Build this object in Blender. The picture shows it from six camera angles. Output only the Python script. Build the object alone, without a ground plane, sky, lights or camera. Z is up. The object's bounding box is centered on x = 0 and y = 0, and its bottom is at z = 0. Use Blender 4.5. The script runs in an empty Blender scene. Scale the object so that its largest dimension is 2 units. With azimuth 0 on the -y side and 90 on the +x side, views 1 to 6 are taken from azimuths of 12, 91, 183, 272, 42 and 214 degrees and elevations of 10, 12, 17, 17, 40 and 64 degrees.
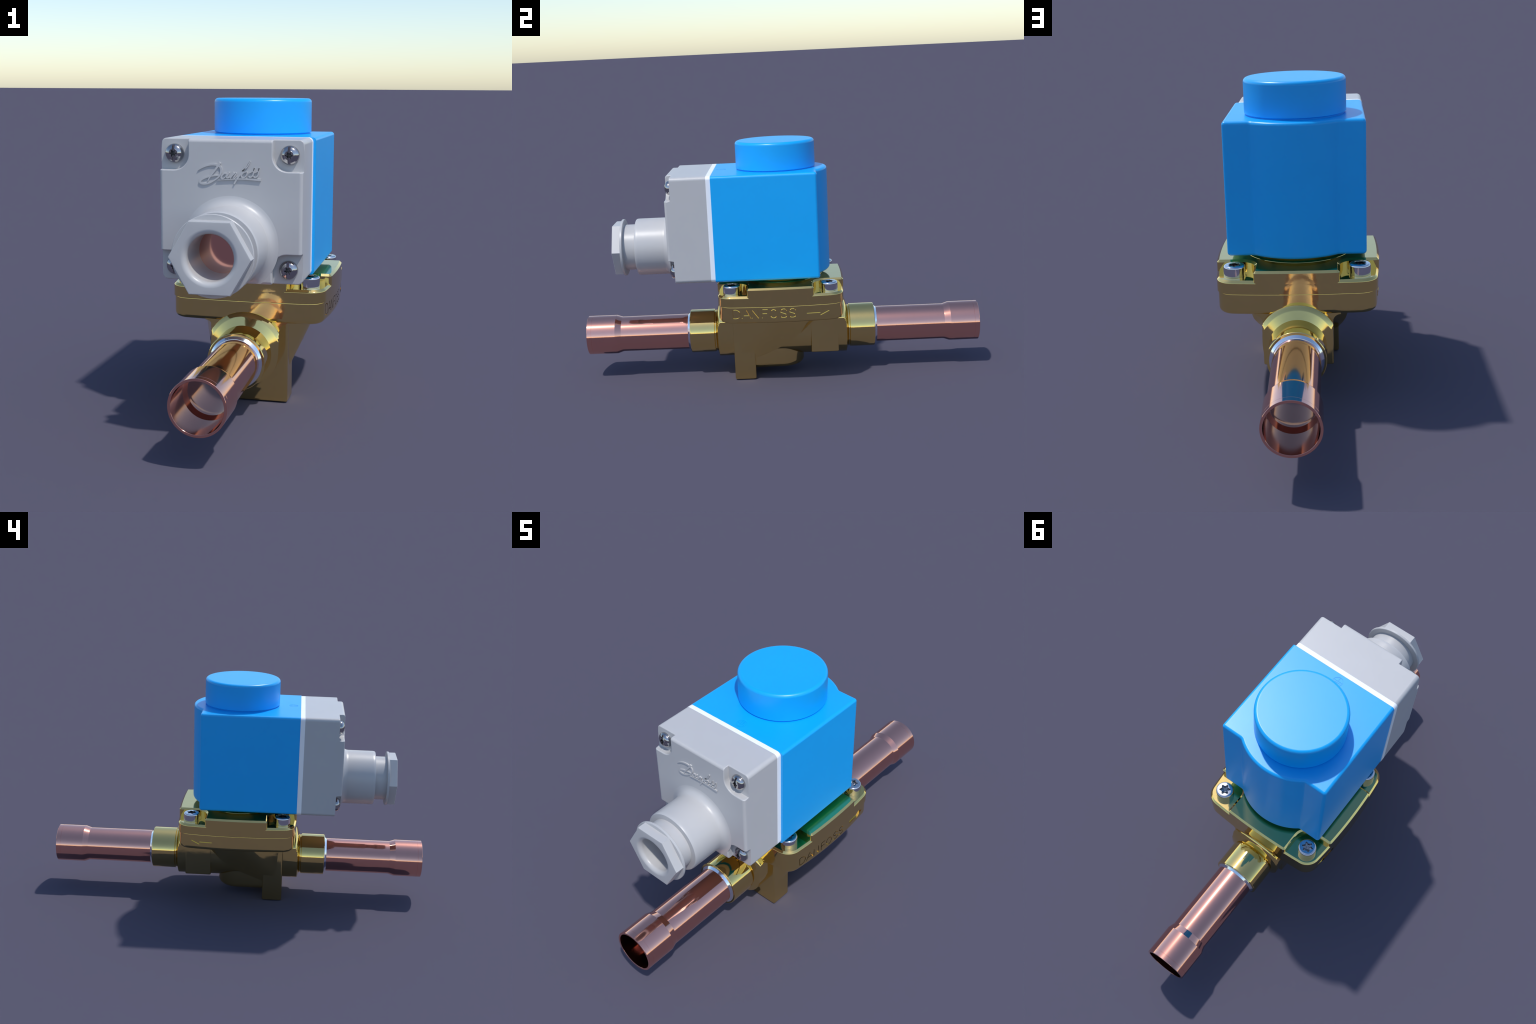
import bpy, bmesh, math
import numpy as np
from mathutils import Vector, Matrix

# ------------------------------------------------------------------ sizes
PIPE_Z = 0.2205            # height of the flow axis
GLAND_Z = 0.677            # height of the cable gland axis
BOLT = 0.2375              # bolt pattern half spacing
TUBE_CAP = 0.82           # the tubes are blind just behind the flare
COVER_X = -0.0060          # the terminal cover sits slightly off centre
GLAND_X = -0.0045
COVER_Z = 0.7947            # middle height of the terminal cover

# ------------------------------------------------------------------ materials
def new_mat(name):
    m = bpy.data.materials.new(name)
    m.use_nodes = True
    nt = m.node_tree
    return m, nt, nt.nodes["Principled BSDF"]

def add_noise_colour(nt, bsdf, colour, spread, scale):
    tc = nt.nodes.new("ShaderNodeTexCoord")
    nz = nt.nodes.new("ShaderNodeTexNoise")
    nz.inputs["Scale"].default_value = scale
    nz.inputs["Detail"].default_value = 4
    nt.links.new(tc.outputs["Object"], nz.inputs["Vector"])
    rp = nt.nodes.new("ShaderNodeValToRGB")
    lo = [c * (1 - spread) for c in colour]
    hi = [min(1.0, c * (1 + spread)) for c in colour]
    rp.color_ramp.elements[0].position = 0.3
    rp.color_ramp.elements[1].position = 0.7
    rp.color_ramp.elements[0].color = (*lo, 1)
    rp.color_ramp.elements[1].color = (*hi, 1)
    nt.links.new(nz.outputs["Fac"], rp.inputs["Fac"])
    nt.links.new(rp.outputs["Color"], bsdf.inputs["Base Color"])
    return tc, nz

def add_bump(nt, bsdf, tc, scale, strength, distance):
    nz = nt.nodes.new("ShaderNodeTexNoise")
    nz.inputs["Scale"].default_value = scale
    nz.inputs["Detail"].default_value = 2
    nt.links.new(tc.outputs["Object"], nz.inputs["Vector"])
    bp = nt.nodes.new("ShaderNodeBump")
    bp.inputs["Strength"].default_value = strength
    bp.inputs["Distance"].default_value = distance
    nt.links.new(nz.outputs["Fac"], bp.inputs["Height"])
    nt.links.new(bp.outputs["Normal"], bsdf.inputs["Normal"])

def plastic(name, colour, rough, spec=0.5, spread=0.012):
    m, nt, b = new_mat(name)
    tc, _ = add_noise_colour(nt, b, colour, spread, 9)
    b.inputs["Roughness"].default_value = rough
    b.inputs["Specular IOR Level"].default_value = spec
    add_bump(nt, b, tc, 260, 0.04, 0.002)
    return m

def metal(name, colour, rough, bump=0.0, scale=40, spread=0.012):
    m, nt, b = new_mat(name)
    tc, _ = add_noise_colour(nt, b, colour, spread, 14)
    b.inputs["Metallic"].default_value = 1.0
    b.inputs["Roughness"].default_value = rough
    if bump:
        add_bump(nt, b, tc, scale, bump, 0.002)
    return m

BLUE = plastic("blue_plastic", (0.002, 0.405, 0.93), 0.34)
GREY = plastic("grey_plastic", (0.515, 0.512, 0.517), 0.36)
WHITE = plastic("white_rubber", (0.93, 0.94, 0.96), 0.5)
BRASS = metal("brass", (0.88, 0.66, 0.24), 0.06, 0.065, 36)
COPPER = metal("copper", (0.93, 0.455, 0.35), 0.09, 0.0)
STEEL = metal("steel", (0.72, 0.73, 0.76), 0.10)
PLUG = metal("plug_metal", (0.34, 0.34, 0.345), 0.13)
SCREW = metal("dark_steel", (0.48, 0.47, 0.47), 0.12)
SOLDER = metal("solder", (0.88, 0.92, 1.0), 0.12)

# ------------------------------------------------------------------ helpers
COL = bpy.context.scene.collection
ROOT = bpy.data.objects.new("solenoid_valve", None)
COL.objects.link(ROOT)
ROOT["label"] = "blue solenoid valve with brass body and copper pipes"
ROOT["category"] = "solenoid valve"

def make_obj(name, bm, mat, parent=ROOT, angle=32):
    bmesh.ops.remove_doubles(bm, verts=bm.verts, dist=1e-6)
    bmesh.ops.recalc_face_normals(bm, faces=bm.faces)
    me = bpy.data.meshes.new(name)
    bm.to_mesh(me)
    bm.free()
    return wrap(name, me, mat, parent, angle)

def wrap(name, me, mat, parent=ROOT, angle=32):
    for p in me.polygons:
        p.use_smooth = True
    me.set_sharp_from_angle(angle=math.radians(angle))
    me.materials.clear()
    me.materials.append(mat)
    ob = bpy.data.objects.new(name, me)
    COL.objects.link(ob)
    wn = ob.modifiers.new("weighted", "WEIGHTED_NORMAL")
    wn.keep_sharp = True
    wn.weight = 90
    dg = bpy.context.evaluated_depsgraph_get()
    res = bpy.data.meshes.new_from_object(ob.evaluated_get(dg))
    ob.modifiers.clear()
    ob.data = res
    bpy.data.meshes.remove(me)
    res.name = name
    ob.parent = parent
    return ob

def axes(axis):
    """local (a, b, t) -> world, t along the axis"""
    return {"y": lambda a, b, t: Vector((a, t, b)),
            "z": lambda a, b, t: Vector((a, b, t)),
            "x": lambda a, b, t: Vector((t, a, b))}[axis]

def loft(rings, cap_start=True, cap_end=True, bm=None):
    bm = bm or bmesh.new()
    rows = [[bm.verts.new(p) for p in ring] for ring in rings]
    n = len(rows[0])
    for r0, r1 in zip(rows, rows[1:]):
        for i in range(n):
            j = (i + 1) % n
            bm.faces.new((r0[i], r0[j], r1[j], r1[i]))
    if cap_start:
        bm.faces.new(rows[0])
    if cap_end:
        bm.faces.new(rows[-1])
    return bm

def revolve(profile, axis, c=(0, 0), n=96, closed=False, bm=None):
    """profile: (radius, position along axis)"""
    f = axes(axis)
    ang = [2 * math.pi * i / n for i in range(n)]
    prof = list(profile) + ([profile[0]] if closed else [])
    rings = [[f(c[0] + r * math.cos(t), c[1] + r * math.sin(t), p) for t in ang] for r, p in prof]
    return loft(rings, not closed, not closed, bm)

def arc(cx, cy, r, a0, a1, n):
    return [(cx + r * math.cos(math.radians(a0 + (a1 - a0) * i / n)),
             cy + r * math.sin(math.radians(a0 + (a1 - a0) * i / n))) for i in range(n + 1)]

def prism(outline, axis, t0, t1, bm=None):
    f = axes(axis)
    return loft([[f(a, b, t) for a, b in outline] for t in (t0, t1)], bm=bm)

def rounded_rect(w, h, r, cx=0, cy=0, n=6):
    pts = []
    for sx, sy, a in ((1, 1, 0), (-1, 1, 90), (-1, -1, 180), (1, -1, 270)):
        pts += arc(cx + sx * (w - r), cy + sy * (h - r), r, a, a + 90, n)
    return pts

def bevel_edges(bm, test, width, seg=4, angle=30):
    bmesh.ops.recalc_face_normals(bm, faces=bm.faces)
    es = [e for e in bm.edges if len(e.link_faces) == 2
          and e.calc_face_angle(0) > math.radians(angle)
          and test(e.verts[0].co, e.verts[1].co)]
    bmesh.ops.bevel(bm, geom=es, offset=width, segments=seg, profile=0.5,
                    affect='EDGES', clamp_overlap=True)

def both(fn):
    return lambda a, b: fn(a) and fn(b)

def box_bm(x0, x1, y0, y1, z0, z1, bevel=0.0, seg=3):
    bm = prism([(x0, y0), (x1, y0), (x1, y1), (x0, y1)], "z", z0, z1)
    if bevel:
        bevel_edges(bm, lambda a, b: True, bevel, seg)
    return bm

def join_into(target, other):
    me = bpy.data.meshes.new("tmp")
    other.to_mesh(me)
    other.free()
    target.from_mesh(me)
    bpy.data.meshes.remove(me)

def boolean(bm, cutter, op="DIFFERENCE", self_cut=False):
    """bm op cutter, returns a new bmesh"""
    objs = []
    for b in (bm, cutter):
        bmesh.ops.remove_doubles(b, verts=b.verts, dist=1e-6)
        bmesh.ops.recalc_face_normals(b, faces=b.faces)
        me = bpy.data.meshes.new("tmp")
        b.to_mesh(me)
        b.free()
        o = bpy.data.objects.new("tmp", me)
        COL.objects.link(o)
        objs.append(o)
    md = objs[0].modifiers.new("b", "BOOLEAN")
    md.operation = op
    md.object = objs[1]
    md.solver = "EXACT"
    md.use_self = self_cut
    dg = bpy.context.evaluated_depsgraph_get()
    res = bpy.data.meshes.new_from_object(objs[0].evaluated_get(dg))
    out = bmesh.new()
    out.from_mesh(res)
    bpy.data.meshes.remove(res)
    for o in objs:
        me = o.data
        bpy.data.objects.remove(o)
        bpy.data.meshes.remove(me)
    bmesh.ops.remove_doubles(out, verts=out.verts, dist=2e-5)
    bmesh.ops.dissolve_degenerate(out, edges=out.edges, dist=1e-5)
    return out

def spline(points, per=8):
    """Catmull-Rom through tuples of any length"""
    P = [np.array(p, float) for p in points]
    P = [2 * P[0] - P[1]] + P + [2 * P[-1] - P[-2]]
    out = []
    for i in range(1, len(P) - 2):
        for k in range(per):
            t = k / per
            a, b, c, d = P[i - 1:i + 3]
            out.append(0.5 * (2 * b + (c - a) * t + (2 * a - 5 * b + 4 * c - d) * t * t
                              + (3 * b - a - 3 * c + d) * t ** 3))
    out.append(P[-2])
    return out

def ribbon(path):
    """outline quads of a stroke: path of (a, b, width) -> left, right points"""
    L, R = [], []
    for i, p in enumerate(path):
        q0, q1 = path[max(i - 1, 0)], path[min(i + 1, len(path) - 1)]
        d = np.array([q1[0] - q0[0], q1[1] - q0[1]])
        d = d / (np.linalg.norm(d) + 1e-12)
        nrm = np.array([-d[1], d[0]]) * p[2] / 2
        L.append((p[0] + nrm[0], p[1] + nrm[1]))
        R.append((p[0] - nrm[0], p[1] - nrm[1]))
    return L, R

def stroke_solid(bm, path, place, depth0, depth1):
    """a raised or cutting stroke; place(a, b, depth) -> world"""
    L, R = ribbon(path)
    rings = [[place(*l, depth0), place(*r, depth0), place(*r, depth1), place(*l, depth1)]
             for l, r in zip(L, R)]
    loft(rings, bm=bm)

# ------------------------------------------------------------------ brass flange outline
BOW_SIDE, BOW_END, CORNER_R = 0.3185, 0.3155, 0.0685
LOWER_BOW_END, LOWER_BOW_SIDE = 0.3115, 0.3170

def bow(bulge, rc=CORNER_R):
    """radius of a bowed side that runs tangentially into the corner arcs"""
    k = BOLT - bulge
    return (k * k + BOLT ** 2 - rc ** 2) / (2 * (-rc - k))

def flange_outline(rc=CORNER_R, end=BOW_END, side=BOW_SIDE):
    """square flange: rounded corners round the bolts, four bowed sides"""
    b = BOLT
    Rs, Re = bow(side, rc), bow(end, rc)
    cs, ce = side - Rs, end - Re
    ts = math.degrees(math.atan2(b, b - cs))          # where the side arc ends
    te = math.degrees(math.atan2(b - ce, b))          # where the end arc begins
    quarter = arc(cs, 0, Rs, 0, ts, 14) + arc(b, b, rc, ts, te, 10)[1:] + arc(0, ce, Re, te, 90, 14)[1:]
    half = quarter + [(-x, y) for x, y in reversed(quarter)][1:]
    return half + [(x, -y) for x, y in reversed(half)][1:-1]

LOWER_R = 0.0640

def side_x(y):
    R = bow(LOWER_BOW_SIDE, LOWER_R)
    return LOWER_BOW_SIDE - R + math.sqrt(R * R - y * y)

def corner_pocket(sx, sy, u, v, r, far, n=8):
    """plan of a corner cut: L-shaped limits u, v with a rounded inner corner"""
    pts = [(far, v), (u + r, v)] + arc(u + r, v + r, r, 270, 180, n)[1:] + [(u, far), (far, far)]
    pts = [(sx * a, sy * b) for a, b in pts]
    return pts if sx * sy > 0 else pts[::-1]

# ------------------------------------------------------------------ valve body (brass casting)
Z_BOT, Z_SPLIT, Z_LIP, Z_TOP = 0.3355, 0.4205, 0.4735, 0.5110

def build_letters():
    """engraved word and flow arrow on the long sides of the flange"""
    h0, h1 = 0.364, 0.4065
    H = h1 - h0
    w = 0.0034
    def seg(*pts):
        return [(*p, w) for p in pts]
    def curve(*pts):
        return [tuple(p) for p in spline([(*p, w) for p in pts], 5)]
    glyph = {   # in units: width 0..1, height 0..1
        "D": [seg((0, 0), (0, 1)),
              curve((0, 1), (.45, 1), (.85, .82), (1, .5), (.85, .18), (.45, 0), (0, 0))],
        "A": [seg((0, 0), (.5, 1)), seg((.5, 1), (1, 0)), seg((.2, .33), (.8, .33))],
        "N": [seg((0, 0), (0, 1)), seg((0, 1), (1, 0)), seg((1, 0), (1, 1))],
        "F": [seg((0, 0), (0, 1)), seg((0, 1), (.95, 1)), seg((0, .53), (.82, .53))],
        "O": [curve((.5, 1), (.12, .82), (0, .5), (.12, .18), (.5, 0), (.88, .18), (1, .5), (.88, .82), (.5, 1))],
        "S": [curve((1, .8), (.75, .98), (.4, 1), (.08, .85), (.05, .66), (.35, .54), (.7, .45), (.97, .32),
                    (.93, .1), (.6, 0), (.25, .02), (0, .2))],
    }
    starts = [("D", -.2325, .035), ("A", -.190, .043), ("N", -.141, .031), ("F", -.092, .029),
              ("O", -.054, .035), ("S", -.004, .031), ("S", .039, .031)]
    paths = []
    for ch, y0, wid in starts:
        for st in glyph[ch]:
            paths.append([(y0 + p[0] * wid, h0 + p[1] * H, p[2]) for p in st])
    return paths

def block_arrow(sy=1):
    y0, y1, y2, zc = 0.1235, 0.189, 0.234, 0.386
    return [(y0, zc - .0085), (y1, zc - .0085), (y1, zc - .021), (y2, zc),
            (y1, zc + .021), (y1, zc + .0085), (y0, zc + .0085)]

def valve_body():
    fl = prism(flange_outline(LOWER_R, LOWER_BOW_END, LOWER_BOW_SIDE), "z", Z_BOT, Z_SPLIT)
    bevel_edges(fl, both(lambda v: v.z < Z_BOT + 1e-4), 0.021, 5)
    bevel_edges(fl, both(lambda v: v.z > Z_SPLIT - 1e-4), 0.0045, 3)
    cut = bmesh.new()
    for i, p in enumerate(build_letters()):
        e = 0.0052 + 0.00007 * i
        stroke_solid(cut, p, lambda a, b, d: Vector((side_x(a) + d, a, b)), 0.01, -e)
    fl = boolean(fl, cut, self_cut=True)
    cut = bmesh.new()
    for s in (1, -1):
        o = block_arrow()
        loft([[Vector((s * (side_x(a) + d), a, b)) for a, b in o] for d in (-0.0055, 0.01)], bm=cut)
    fl = boolean(fl, cut)
    # slanted bowl between flange, leg and outlet
    bowl = bmesh.new()
    for x, y in arc(0, 0, 0.238, 0, 360, 72)[:-1]:
        bowl.verts.new((x, y, Z_BOT + 0.012))
        bowl.verts.new((x, y, Z_BOT - 0.004))
    for x, y, z in ((.141, -.097, .1225), (.154, -.025, .157), (.170, .047, .203), (.184, .09, .240), (.198, .125, .301)):
        bowl.verts.new((x, y, z))
        bowl.verts.new((-x, y, z))
    for sx in (1, -1):
        for x, y, z in ((.138, -.243, .1), (.138, -.142, .104), (.150, -.243, .34)):
            bowl.verts.new((sx * x, y, z))
    bmesh.ops.convex_hull(bowl, input=bowl.verts)
    bmesh.ops.delete(bowl, geom=[v for v in bowl.verts if not v.link_faces], context="VERTS")
    join_into(fl, bowl)
    # leg
    join_into(fl, box_bm(-.157, .157, -.247, -.140, 0, .345, 0.009))
    # U-shaped neck that carries both ports, flared into the flange
    r = 0.1335
    f = 0.03
    u = arc(0, PIPE_Z, r, 180, 360, 40)
    u += [(x, z) for x, z in arc(r + f, Z_BOT - f, f, 180, 90, 6)] + [(r + f, Z_BOT + .03)]
    u += [(-r - f, Z_BOT + .03)] + [(x, z) for x, z in arc(-r - f, Z_BOT - f, f, 90, 0, 6)]
    nk = prism(u, "y", -.3000, .3000)
    bevel_edges(nk, lambda a, b: abs(a.y - b.y) < 1e-5 and max(a.z, b.z) < .31, 0.004, 2)
    join_into(fl, nk)
    # side pads of the outlet
    join_into(fl, box_bm(-.1352, .1352, .142, .282, .122, .34, 0.007))
    # rounded boss below the seat
    boss = prism(arc(0, 0, .107, 0, 180, 36) + [(-.107, -.2), (.107, -.2)], "z", .037, .25)
    bevel_edges(boss, both(lambda v: v.z < .0375), 0.03, 5)
    join_into(fl, boss)
    # ports: rim, groove and solder collar
    n = 144
    def rim(t, top):
        """port boss: round below, straight flanks, wider arch above"""
        if math.sin(t) < 0:
            return .1335
        return min(top, .1342 / max(abs(math.cos(t)), 1e-6))
    for s in (1, -1):
        ts = [2 * math.pi * i / n for i in range(n)]
        rings = []
        for fn, y in ((lambda t: rim(t, .156), .20), (lambda t: rim(t, .1565), .3115), (lambda t: rim(t, .1548), .3142),
                      (lambda t: rim(t, .1490), .3188), (lambda t: rim(t, .1420), .3230), (lambda t: rim(t, .139), .3247),
                      (lambda t: rim(t, .137), .3249)):
            rings.append([Vector((fn(t) * math.cos(t), s * y, PIPE_Z + fn(t) * math.sin(t))) for t in ts])
        for r, y in ((.1045, .3375), (.1045, .3420), (.1090, .3435), (.1107, .3460), (.1107, .4670), (.1095, .4692),
                     (.1080, .4700), (.086, .4700)):
            rings.append([Vector((r * math.cos(t), s * y, PIPE_Z + r * math.sin(t))) for t in ts])
        loft(rings, bm=fl)
    return make_obj("valve_body", fl, BRASS, angle=28)

def round_corners(pts, marks, r=.011, n=5):
    """replace the marked sharp corners of an outline by small arcs"""
    out = []
    m = len(pts)
    for i, p in enumerate(pts):
        if i not in marks:
            out.append(p)
            continue
        p0, p1, p2 = (np.array(pts[(i + k) % m], float) for k in (-1, 0, 1))
        d0 = (p0 - p1) / np.linalg.norm(p0 - p1)
        d1 = (p2 - p1) / np.linalg.norm(p2 - p1)
        a, c = p1 + d0 * r, p1 + d1 * r
        for k in range(n + 1):
            t = k / n
            q = (1 - t) ** 2 * a + 2 * t * (1 - t) * p1 + t * t * c
            out.append((q[0], q[1]))
    return out

def plate_outline():
    """raised plate: the flange outline with four corner pockets taken out"""
    u, r = .1615, .058
    Rs, Re = bow(BOW_SIDE), bow(BOW_END)
    cs, ce = BOW_SIDE - Rs, BOW_END - Re
    t1 = math.degrees(math.asin(u / Rs))
    t2 = math.degrees(math.acos(u / Re))
    side = arc(cs, 0, Rs, 0, t1, 10)
    pocket = [(u + r, u)] + arc(u + r, u + r, r, 270, 180, 10)[1:]
    end = arc(0, ce, Re, t2, 90, 10)
    quarter = side + pocket + end
    k1, k2 = len(side) - 1, len(side) + len(pocket)
    quarter = round_corners(quarter, {k1, k2})
    half = quarter + [(-x, y) for x, y in reversed(quarter)][1:]
    return half + [(x, -y) for x, y in reversed(half)][1:-1]

def chamfer(bm, z, w):
    """45 degree chamfer round the upper edge at height z, its lower edge eased"""
    bevel_edges(bm, both(lambda v: v.z > z - 1e-4), w, 1)
    bevel_edges(bm, both(lambda v: abs(v.z - z + w) < 1e-4 and (abs(v.x) > .300 or abs(v.y) > .297 or math.hypot(
        abs(v.x) - BOLT, abs(v.y) - BOLT) > .066)), .0022, 2)

def valve_cover():
    w = .0092
    bm = prism(flange_outline(), "z", Z_SPLIT + .0003, Z_LIP)
    chamfer(bm, Z_LIP, w)
    plate = prism(plate_outline(), "z", Z_LIP - w - .0022, Z_TOP)
    chamfer(plate, Z_TOP, w)
    join_into(bm, plate)
    # round seat under the coil
    seat = revolve([(.214, Z_TOP - .004), (.212, Z_TOP + .001), (.205, Z_TOP + .004), (.196, Z_TOP + .0055),
                    (.172, Z_TOP + .0055), (.168, Z_TOP + .008), (.168, .552)], "z", (0, 0), 96)
    join_into(bm, seat)
    return make_obj("valve_cover", bm, BRASS, angle=28)

# ------------------------------------------------------------------ fasteners
def star(n, r0, r1):
    """six-lobed driver socket"""
    out = []
    for i in range(n):
        t = 2 * math.pi * i / n
        c = 0.5 + 0.5 * math.cos(6 * t)
        out.append((r0 + (r1 - r0) * c ** 1.4, t))
    return out

def headed(profile, sock0, sock1, top, depth, n=72):
    f = axes("z")
    rings = [[f(r * math.cos(2 * math.pi * i / n), r * math.sin(2 * math.pi * i / n), p) for i in range(n)]
             for r, p in profile]
    s = star(n, sock0, sock1)
    for k, z in ((1.0, top), (0.97, top - .003), (0.94, top - depth), (0.12, top - depth - .009)):
        rings.append([f(r * k * math.cos(t), r * k * math.sin(t), z) for r, t in s])
    return loft(rings)

def bolts():
    h = 0.0435
    bm = headed([(.030, 0), (.0405, 0.0), (.0415, .002), (.0415, h - .008), (.0405, h - .004), (.038, h - .0012),
                 (.035, h), (.030, h)], .0180, .0260, h, .017)
    first = make_obj("bolt", bm, STEEL, angle=35)
    first.data.materials.append(SCREW)
    for p in first.data.polygons:                  # driver socket
        if p.center.z < h - .001 and p.center.xy.length < .0262 and p.center.z > .01:
            p.material_index = 1
    spots = [(1, 1), (-1, 1), (1, -1), (-1, -1)]
    for i, (sx, sy) in enumerate(spots):
        o = first if i == 0 else first.copy()
        if i:
            COL.objects.link(o)
            o.parent = ROOT
        o.location = (sx * BOLT, sy * BOLT, Z_LIP - .0005)
        o.rotation_euler = (0, 0, (0.62, 0.27, 0.82, 1.02)[i])

def cover_screws(parent):
    R, h = 0.0345, 0.026
    prof = [(R - .004, 0), (R, 0.0), (R, .005)]
    for i in range(1, 9):
        t = i / 9 * math.radians(72)
        prof.append((R * math.cos(t) ** 0.8, .005 + (h - .005) * math.sin(t) / math.sin(math.radians(72))))
    prof.append((.0165, h))
    bm = headed(prof, .0085, .0140, h, .013)
    slot = box_bm(-.0048, .0048, -.05, .05, h - .0105, h + .05)
    bm = boolean(bm, slot)
    first = make_obj("screw", bm, SCREW, parent, angle=35)
    for i, (sx, sz) in enumerate([(1, 1), (-1, 1), (1, -1), (-1, -1)]):
        o = first if i == 0 else first.copy()
        if i:
            COL.objects.link(o)
            o.parent = parent
        o.rotation_euler = (math.radians(90), 0, 0)
        o.location = (COVER_X + sx * .2110, -.5065, COVER_Z + sz * .2055)

# ------------------------------------------------------------------ tubes
def copper_tubes():
    prof = [(.0905, .44), (.0905, .470), (.0897, .825), (.0915, .831), (.0975, .849), (.0997, .8555), (.0997, .9755),
            (.0992, .9758), (.0992, .9764), (.0997, .9767), (.0997, .9992), (.0989, 1.0), (.0906, 1.0),
            (.0902, .9995), (.0902, .858), (.0890, .852), (.0840, .834), (.0822, .828), (.0822, TUBE_CAP)]
    first = make_obj("copper_tube", revolve(prof, "y", (0, 0), 112), COPPER, angle=11)
    first.data.materials.append(PLUG)
    for p in first.data.polygons:
        if p.center.xz.length < .01 and p.center.y > .6:
            p.material_index = 1
    ringp = [(.1008, .4685), (.1008, .4718), (.0918, .4815), (.0908, .4818), (.0896, .4818), (.0896, .4685)]
    ring = make_obj("solder_ring", revolve(ringp, "y", (0, 0), 96, closed=True), SOLDER, angle=20)
    for src in (first, ring):
        src.location = (0, 0, PIPE_Z)
        o = src.copy()
        COL.objects.link(o)
        o.parent = ROOT
        o.rotation_euler = (0, 0, math.pi)

# ------------------------------------------------------------------ coil
def coil_housing():
    yb, yf, R = 0.1965, -0.310, 0.2545
    rf = 0.022                                     # concave fillet beside the round back
    # fillet centre: touches the flat back (y = yb) and the cylinder R
    cy = yb + rf
    cx = math.sqrt((R + rf) ** 2 - cy ** 2)
    th = math.degrees(math.atan2(cy, cx))
    W = .2662                                      # half width, measured from x = .001
    out = [(-W, yf), (W, yf)] + arc(W - .013, yb - .013, .013, 0, 90, 5)
    out += arc(cx, cy, rf, 270, 180 + th, 5)
    out += arc(0, 0, R, th, 180 - th, 40)[1:-1]
    out += arc(-cx, cy, rf, 360 - th, 270, 5)
    out += arc(-W + .013, yb - .013, .013, 90, 180, 5)
    bm = prism(out, "z", .5370, 1.0533)
    front = lambda v: v.y < yf + 1e-4
    bevel_edges(bm, lambda a, b: abs(a.z - b.z) < 1e-5 and not (front(a) and front(b)), 0.014, 5)
    # engraved earth mark on top, in front of the cap
    cut = bmesh.new()
    cyc = -.2705
    def top(a, b, d):
        return Vector((a, b, 1.0533 + d))
    ring_path = [(.0235 * math.cos(t), cyc + .0235 * math.sin(t)) for t in np.linspace(0, 2 * math.pi, 41)[:-1]]
    rin = [(x * .90, cyc + (y - cyc) * .90) for x, y in ring_path]
    rows = [[top(*p, d) for p in pl] for pl, d in
            ((ring_path, .01), (ring_path, -.0011), (rin, -.0011), (rin, .01), (ring_path, .01))]
    loft(rows, False, False, cut)
    bm = boolean(bm, cut)
    cut = bmesh.new()
    for k, (x0, y0, x1, y1) in enumerate(((-.0012, -.290, .0012, -.2735), (-.017, -.2735, .017, -.2712),
                                          (-.0125, -.2655, .0125, -.2632), (-.008, -.2575, .008, -.2552))):
        join_into(cut, box_bm(x0, x1, y0, y1, 1.0522 - .00005 * k, 1.07))
    bm = boolean(bm, cut, self_cut=True)
    ob = make_obj("coil_housing", bm, BLUE, angle=30)
    ob.location.x = .0005
    return ob

def coil_cap():
    zt, r = 1.1925, 0.1968
    prof = [(.190, 1.045), (.190, 1.0560), (r - .0025, 1.0575), (r, 1.0600), (r - .0004, zt - .015)]
    prof += [(r - .0154 + .015 * math.cos(math.radians(a)), zt - .015 + .015 * math.sin(math.radians(a)))
             for a in (15, 30, 45, 60, 75, 90)]
    return make_obj("coil_cap", revolve(prof, "z", (0, 0), 128), BLUE, angle=30)

def gasket():
    bm = prism(rounded_rect(.2624, .2590, .018, COVER_X, COVER_Z), "y", -.3325, -.3095)
    return make_obj("gasket", bm, WHITE)

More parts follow.
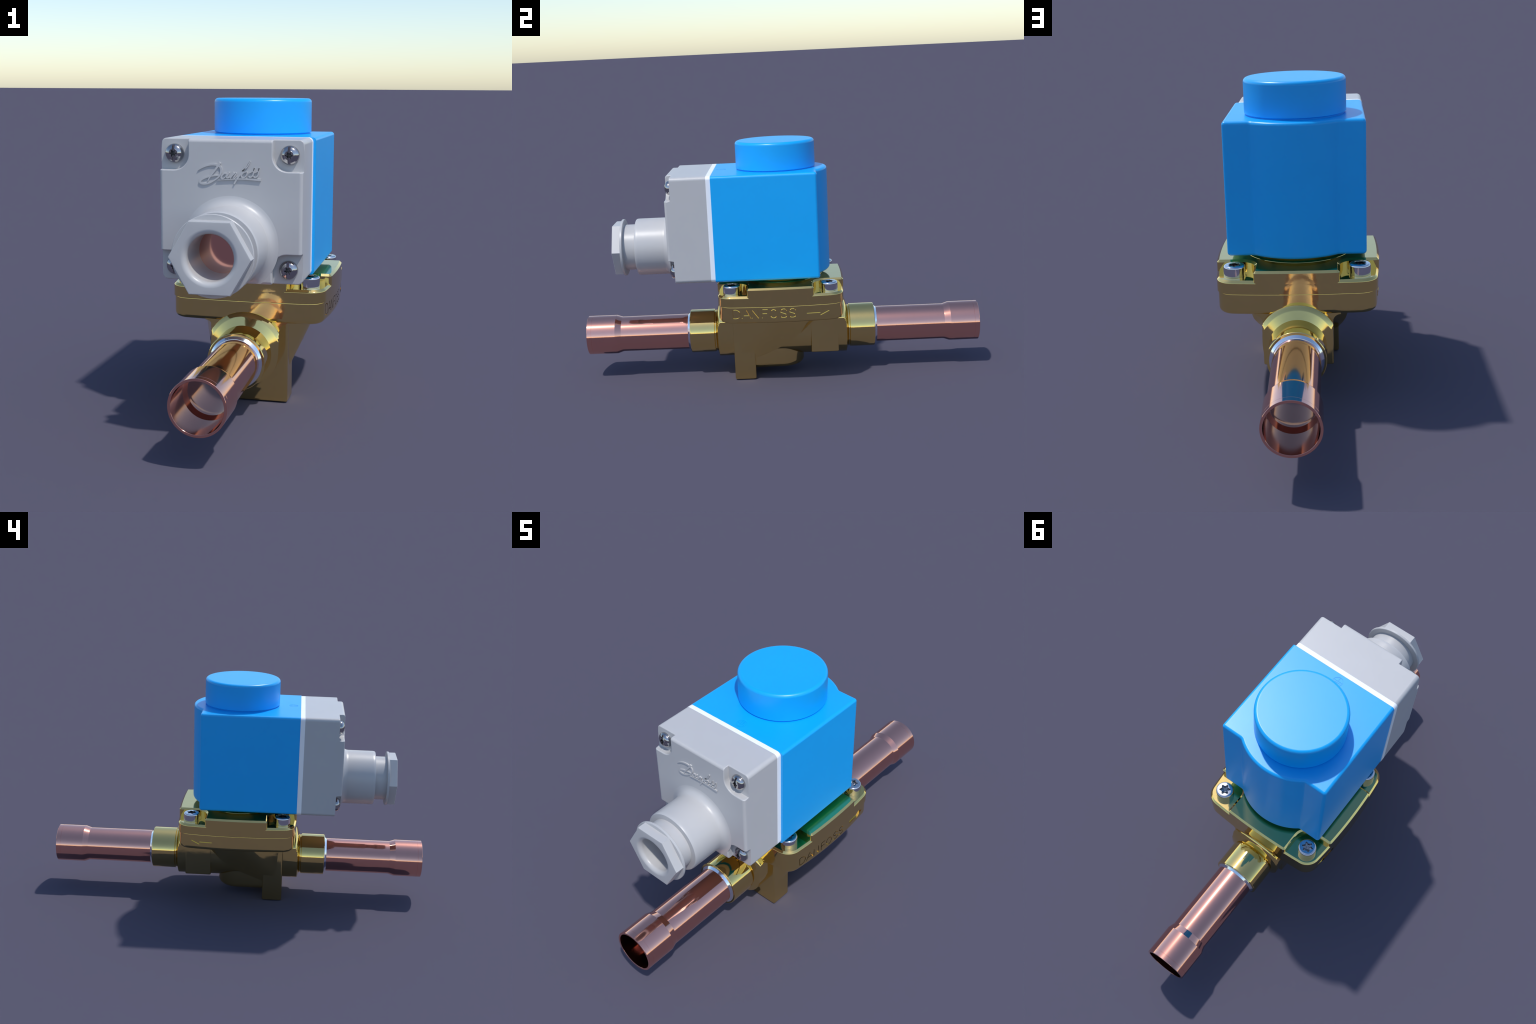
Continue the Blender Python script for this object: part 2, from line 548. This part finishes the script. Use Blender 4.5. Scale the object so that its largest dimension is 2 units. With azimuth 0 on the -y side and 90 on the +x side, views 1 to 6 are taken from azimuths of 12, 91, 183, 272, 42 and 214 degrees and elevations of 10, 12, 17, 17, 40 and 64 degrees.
# ------------------------------------------------------------------ terminal cover with gland
def terminal_cover():
    yf, yp = -.5366, -.5070
    bm = prism(rounded_rect(.2618, .2592, .018, COVER_X, COVER_Z), "y", yf, -.332)
    bevel_edges(bm, both(lambda v: v.y < yf + 1e-4), 0.013, 5)
    for sx in (1, -1):
        for sz in (1, -1):
            pl = [(COVER_X + a, COVER_Z + b) for a, b in corner_pocket(sx, sz, .1535, .1475, .055, .4)]
            bm = boolean(bm, prism(pl, "y", -.7, yp))
    bevel_edges(bm, lambda a, b: max(a.y, b.y) < yp + 1e-3 and
                max(min(abs(a.x - COVER_X), abs(b.x - COVER_X)), min(abs(a.z - COVER_Z), abs(b.z - COVER_Z))) > .14
                and not cover_inner(a, b), 0.0045, 3, 35)
    # boss with a fillet that dies out at the lower edge of the cover
    n = 128
    r0 = .1432
    rings = []
    prof = []
    for k in range(7):
        prof.append(("f", k / 6))
    for k in range(7):
        rings.append([])
    low = GLAND_Z - (COVER_Z - .2592) - .004
    for i in range(n):
        t = 2 * math.pi * i / n
        reach = 1.0 if math.sin(t) >= 0 else low / max(-math.sin(t), 1e-6)
        room = reach - r0 if math.sin(t) < 0 else 1.0
        f = max(0.0008, min(.035, room))
        for k in range(7):
            a = math.radians(90 * k / 6)
            rr = r0 + f * (1 - math.sin(a))
            yy = yf + .0002 - f * (1 - math.cos(a))
            rings[k].append(Vector((GLAND_X + rr * math.cos(t), yy, GLAND_Z + rr * math.sin(t))))
    back = [[Vector((GLAND_X + r0 * .9 * math.cos(2 * math.pi * i / n), -.50, GLAND_Z + r0 * .9 * math.sin(2 * math.pi * i / n)))
             for i in range(n)]]
    tail = [[Vector((GLAND_X + r * math.cos(2 * math.pi * i / n), y, GLAND_Z + r * math.sin(2 * math.pi * i / n)))
             for i in range(n)] for r, y in ((r0, -.700), (r0 - .001, -.7105), (r0 - .004, -.7150), (.112, -.7155),
                                             (.105, -.7155), (.0805, -.7155), (.0805, -.652))]
    boss = loft(back + rings + tail, True, False)
    join_into(bm, boss)
    return make_obj("terminal_cover", bm, GREY, angle=34)

def cover_inner(a, b):
    """edge where a screw pocket floor meets its wall"""
    if abs(a.y + .5070) > 1e-4 or abs(b.y + .5070) > 1e-4:
        return False
    m = (a + b) / 2
    x, z = abs(m.x - COVER_X), abs(m.z - COVER_Z)
    return (abs(x - .1535) < 2e-3 or abs(z - .1475) < 2e-3 or abs(math.hypot(x - .2085, z - .2025) - .055) < 2e-3)

def cable_gland(parent):
    # round neck and washer collar, hollow
    prof = [(.1125, -.712), (.1150, -.714), (.1150, -.776), (.1405, -.7762), (.1430, -.7780), (.1430, -.7865),
            (.1415, -.788), (.10, -.788), (.0805, -.788), (.0805, -.712)]
    neck = make_obj("gland_neck", revolve(prof, "y", (GLAND_X, GLAND_Z), 112, closed=True), GREY, parent, angle=34)
    # hexagonal nut with rounded mouth
    n, y0, y1, apo = 120, -.7865, -.8290, .1235
    f = axes("y")
    def hexr(t, a):
        s = math.radians(60)
        return a / math.cos(t % s - s / 2)
    ts = [2 * math.pi * i / n for i in range(n)]
    def ring(fn, y):
        return [f(GLAND_X + fn(t) * math.cos(t), GLAND_Z + fn(t) * math.sin(t), y) for t in ts]
    rings = [ring(lambda t: .0805, y0), ring(lambda t: hexr(t, apo), y0), ring(lambda t: hexr(t, apo), y1 + .004),
             ring(lambda t: hexr(t, apo - .0012), y1 + .0012), ring(lambda t: hexr(t, apo - .004), y1),
             ring(lambda t: .0995, y1)]
    for a in (15, 30, 45, 60, 75, 90):
        q = math.radians(a)
        rings.append(ring(lambda t, q=q: .0995 - .019 * math.sin(q), y1 + .019 * (1 - math.cos(q))))
    rings.append(ring(lambda t: .0805, y0))
    make_obj("gland_nut", loft(rings, False, False), GREY, parent, angle=24)
    # polished copper disc that closes the bore
    disc = revolve([(.0815, -.652), (.0815, -.6595), (.0800, -.6600)], "y", (GLAND_X, GLAND_Z), 80)
    make_obj("gland_disc", disc, COPPER, parent)

def script_emblem(parent):
    """raised handwritten word on the cover: pen strokes (x, y, width) in a 1000 x 430 field"""
    strokes = [
        # capital: top swash, bowl, loop at the foot
        [(95, 252, 4), (165, 208, 16), (250, 180, 22), (330, 180, 26), (385, 212, 26), (392, 265, 27),
         (362, 325, 20), (300, 375, 17)],
        [(300, 375.5, 17), (232, 410, 18), (165, 416, 26), (126, 400, 27), (135, 370, 24), (185, 343, 20),
         (250, 324, 16), (318, 313, 14), (385, 311, 12)],
        [(378, 152, 34), (335, 215, 25), (290, 272, 23), (250, 330, 17), (222, 385, 12)],
        # a
        [(462, 285, 15), (425, 288, 15), (396, 320, 17), (398, 346, 17), (430, 340, 12), (468, 292, 9)],
        [(494, 270, 14), (466, 315, 13), (464, 338, 13), (486, 338, 10), (520, 315, 7)],
        # n
        [(552, 270, 14), (528, 310, 14), (506, 346, 12)],
        [(522, 325, 7), (558, 285, 12), (578, 280, 14), (566, 308, 14), (546, 338, 13), (566, 340, 10), (596, 315, 7)],
        # f
        [(655, 255, 9), (712, 205, 11), (742, 158, 12), (752, 134, 10), (730, 146, 9), (700, 195, 13),
         (655, 262, 15), (612, 320, 18), (578, 372, 18), (556, 414, 16)],
        # o
        [(712, 262, 10), (676, 268, 14), (648, 300, 16), (655, 330, 15), (690, 325, 12), (716, 288, 11), (714, 258, 10)],
        # s s
        [(738, 280, 6), (790, 250, 9), (808, 212, 10), (800, 255, 13), (788, 305, 15), (755, 328, 14), (734, 312, 10)],
        [(798, 280, 6), (852, 250, 9), (868, 212, 10), (862, 255, 13), (850, 305, 15), (816, 328, 14), (796, 312, 10)],
        # underline
        [(345, 370, 7), (510, 357, 11), (680, 350, 17), (890, 360, 26)],
    ]
    k = .2903 / 1000
    bm = bmesh.new()
    for i, st in enumerate(strokes):
        bold = 1.2 if 3 <= i <= 10 else 1.0
        path = [tuple(p) for p in spline([(-.1507 + k * a, 1.0139 - k * .985 * b + .0023 * a / 1000, k * w * bold)
                                          for a, b, w in st], 7)]
        stroke_solid(bm, path, lambda a, b, d: Vector((a, -.5366 - d, b)), -.002, .0042 + .00012 * i)
    make_obj("raised_lettering", bm, GREY, parent, angle=40)

valve_body()
valve_cover()
bolts()
copper_tubes()
coil_housing()
coil_cap()
gasket()
COVER = terminal_cover()
cable_gland(COVER)
script_emblem(COVER)
cover_screws(COVER)
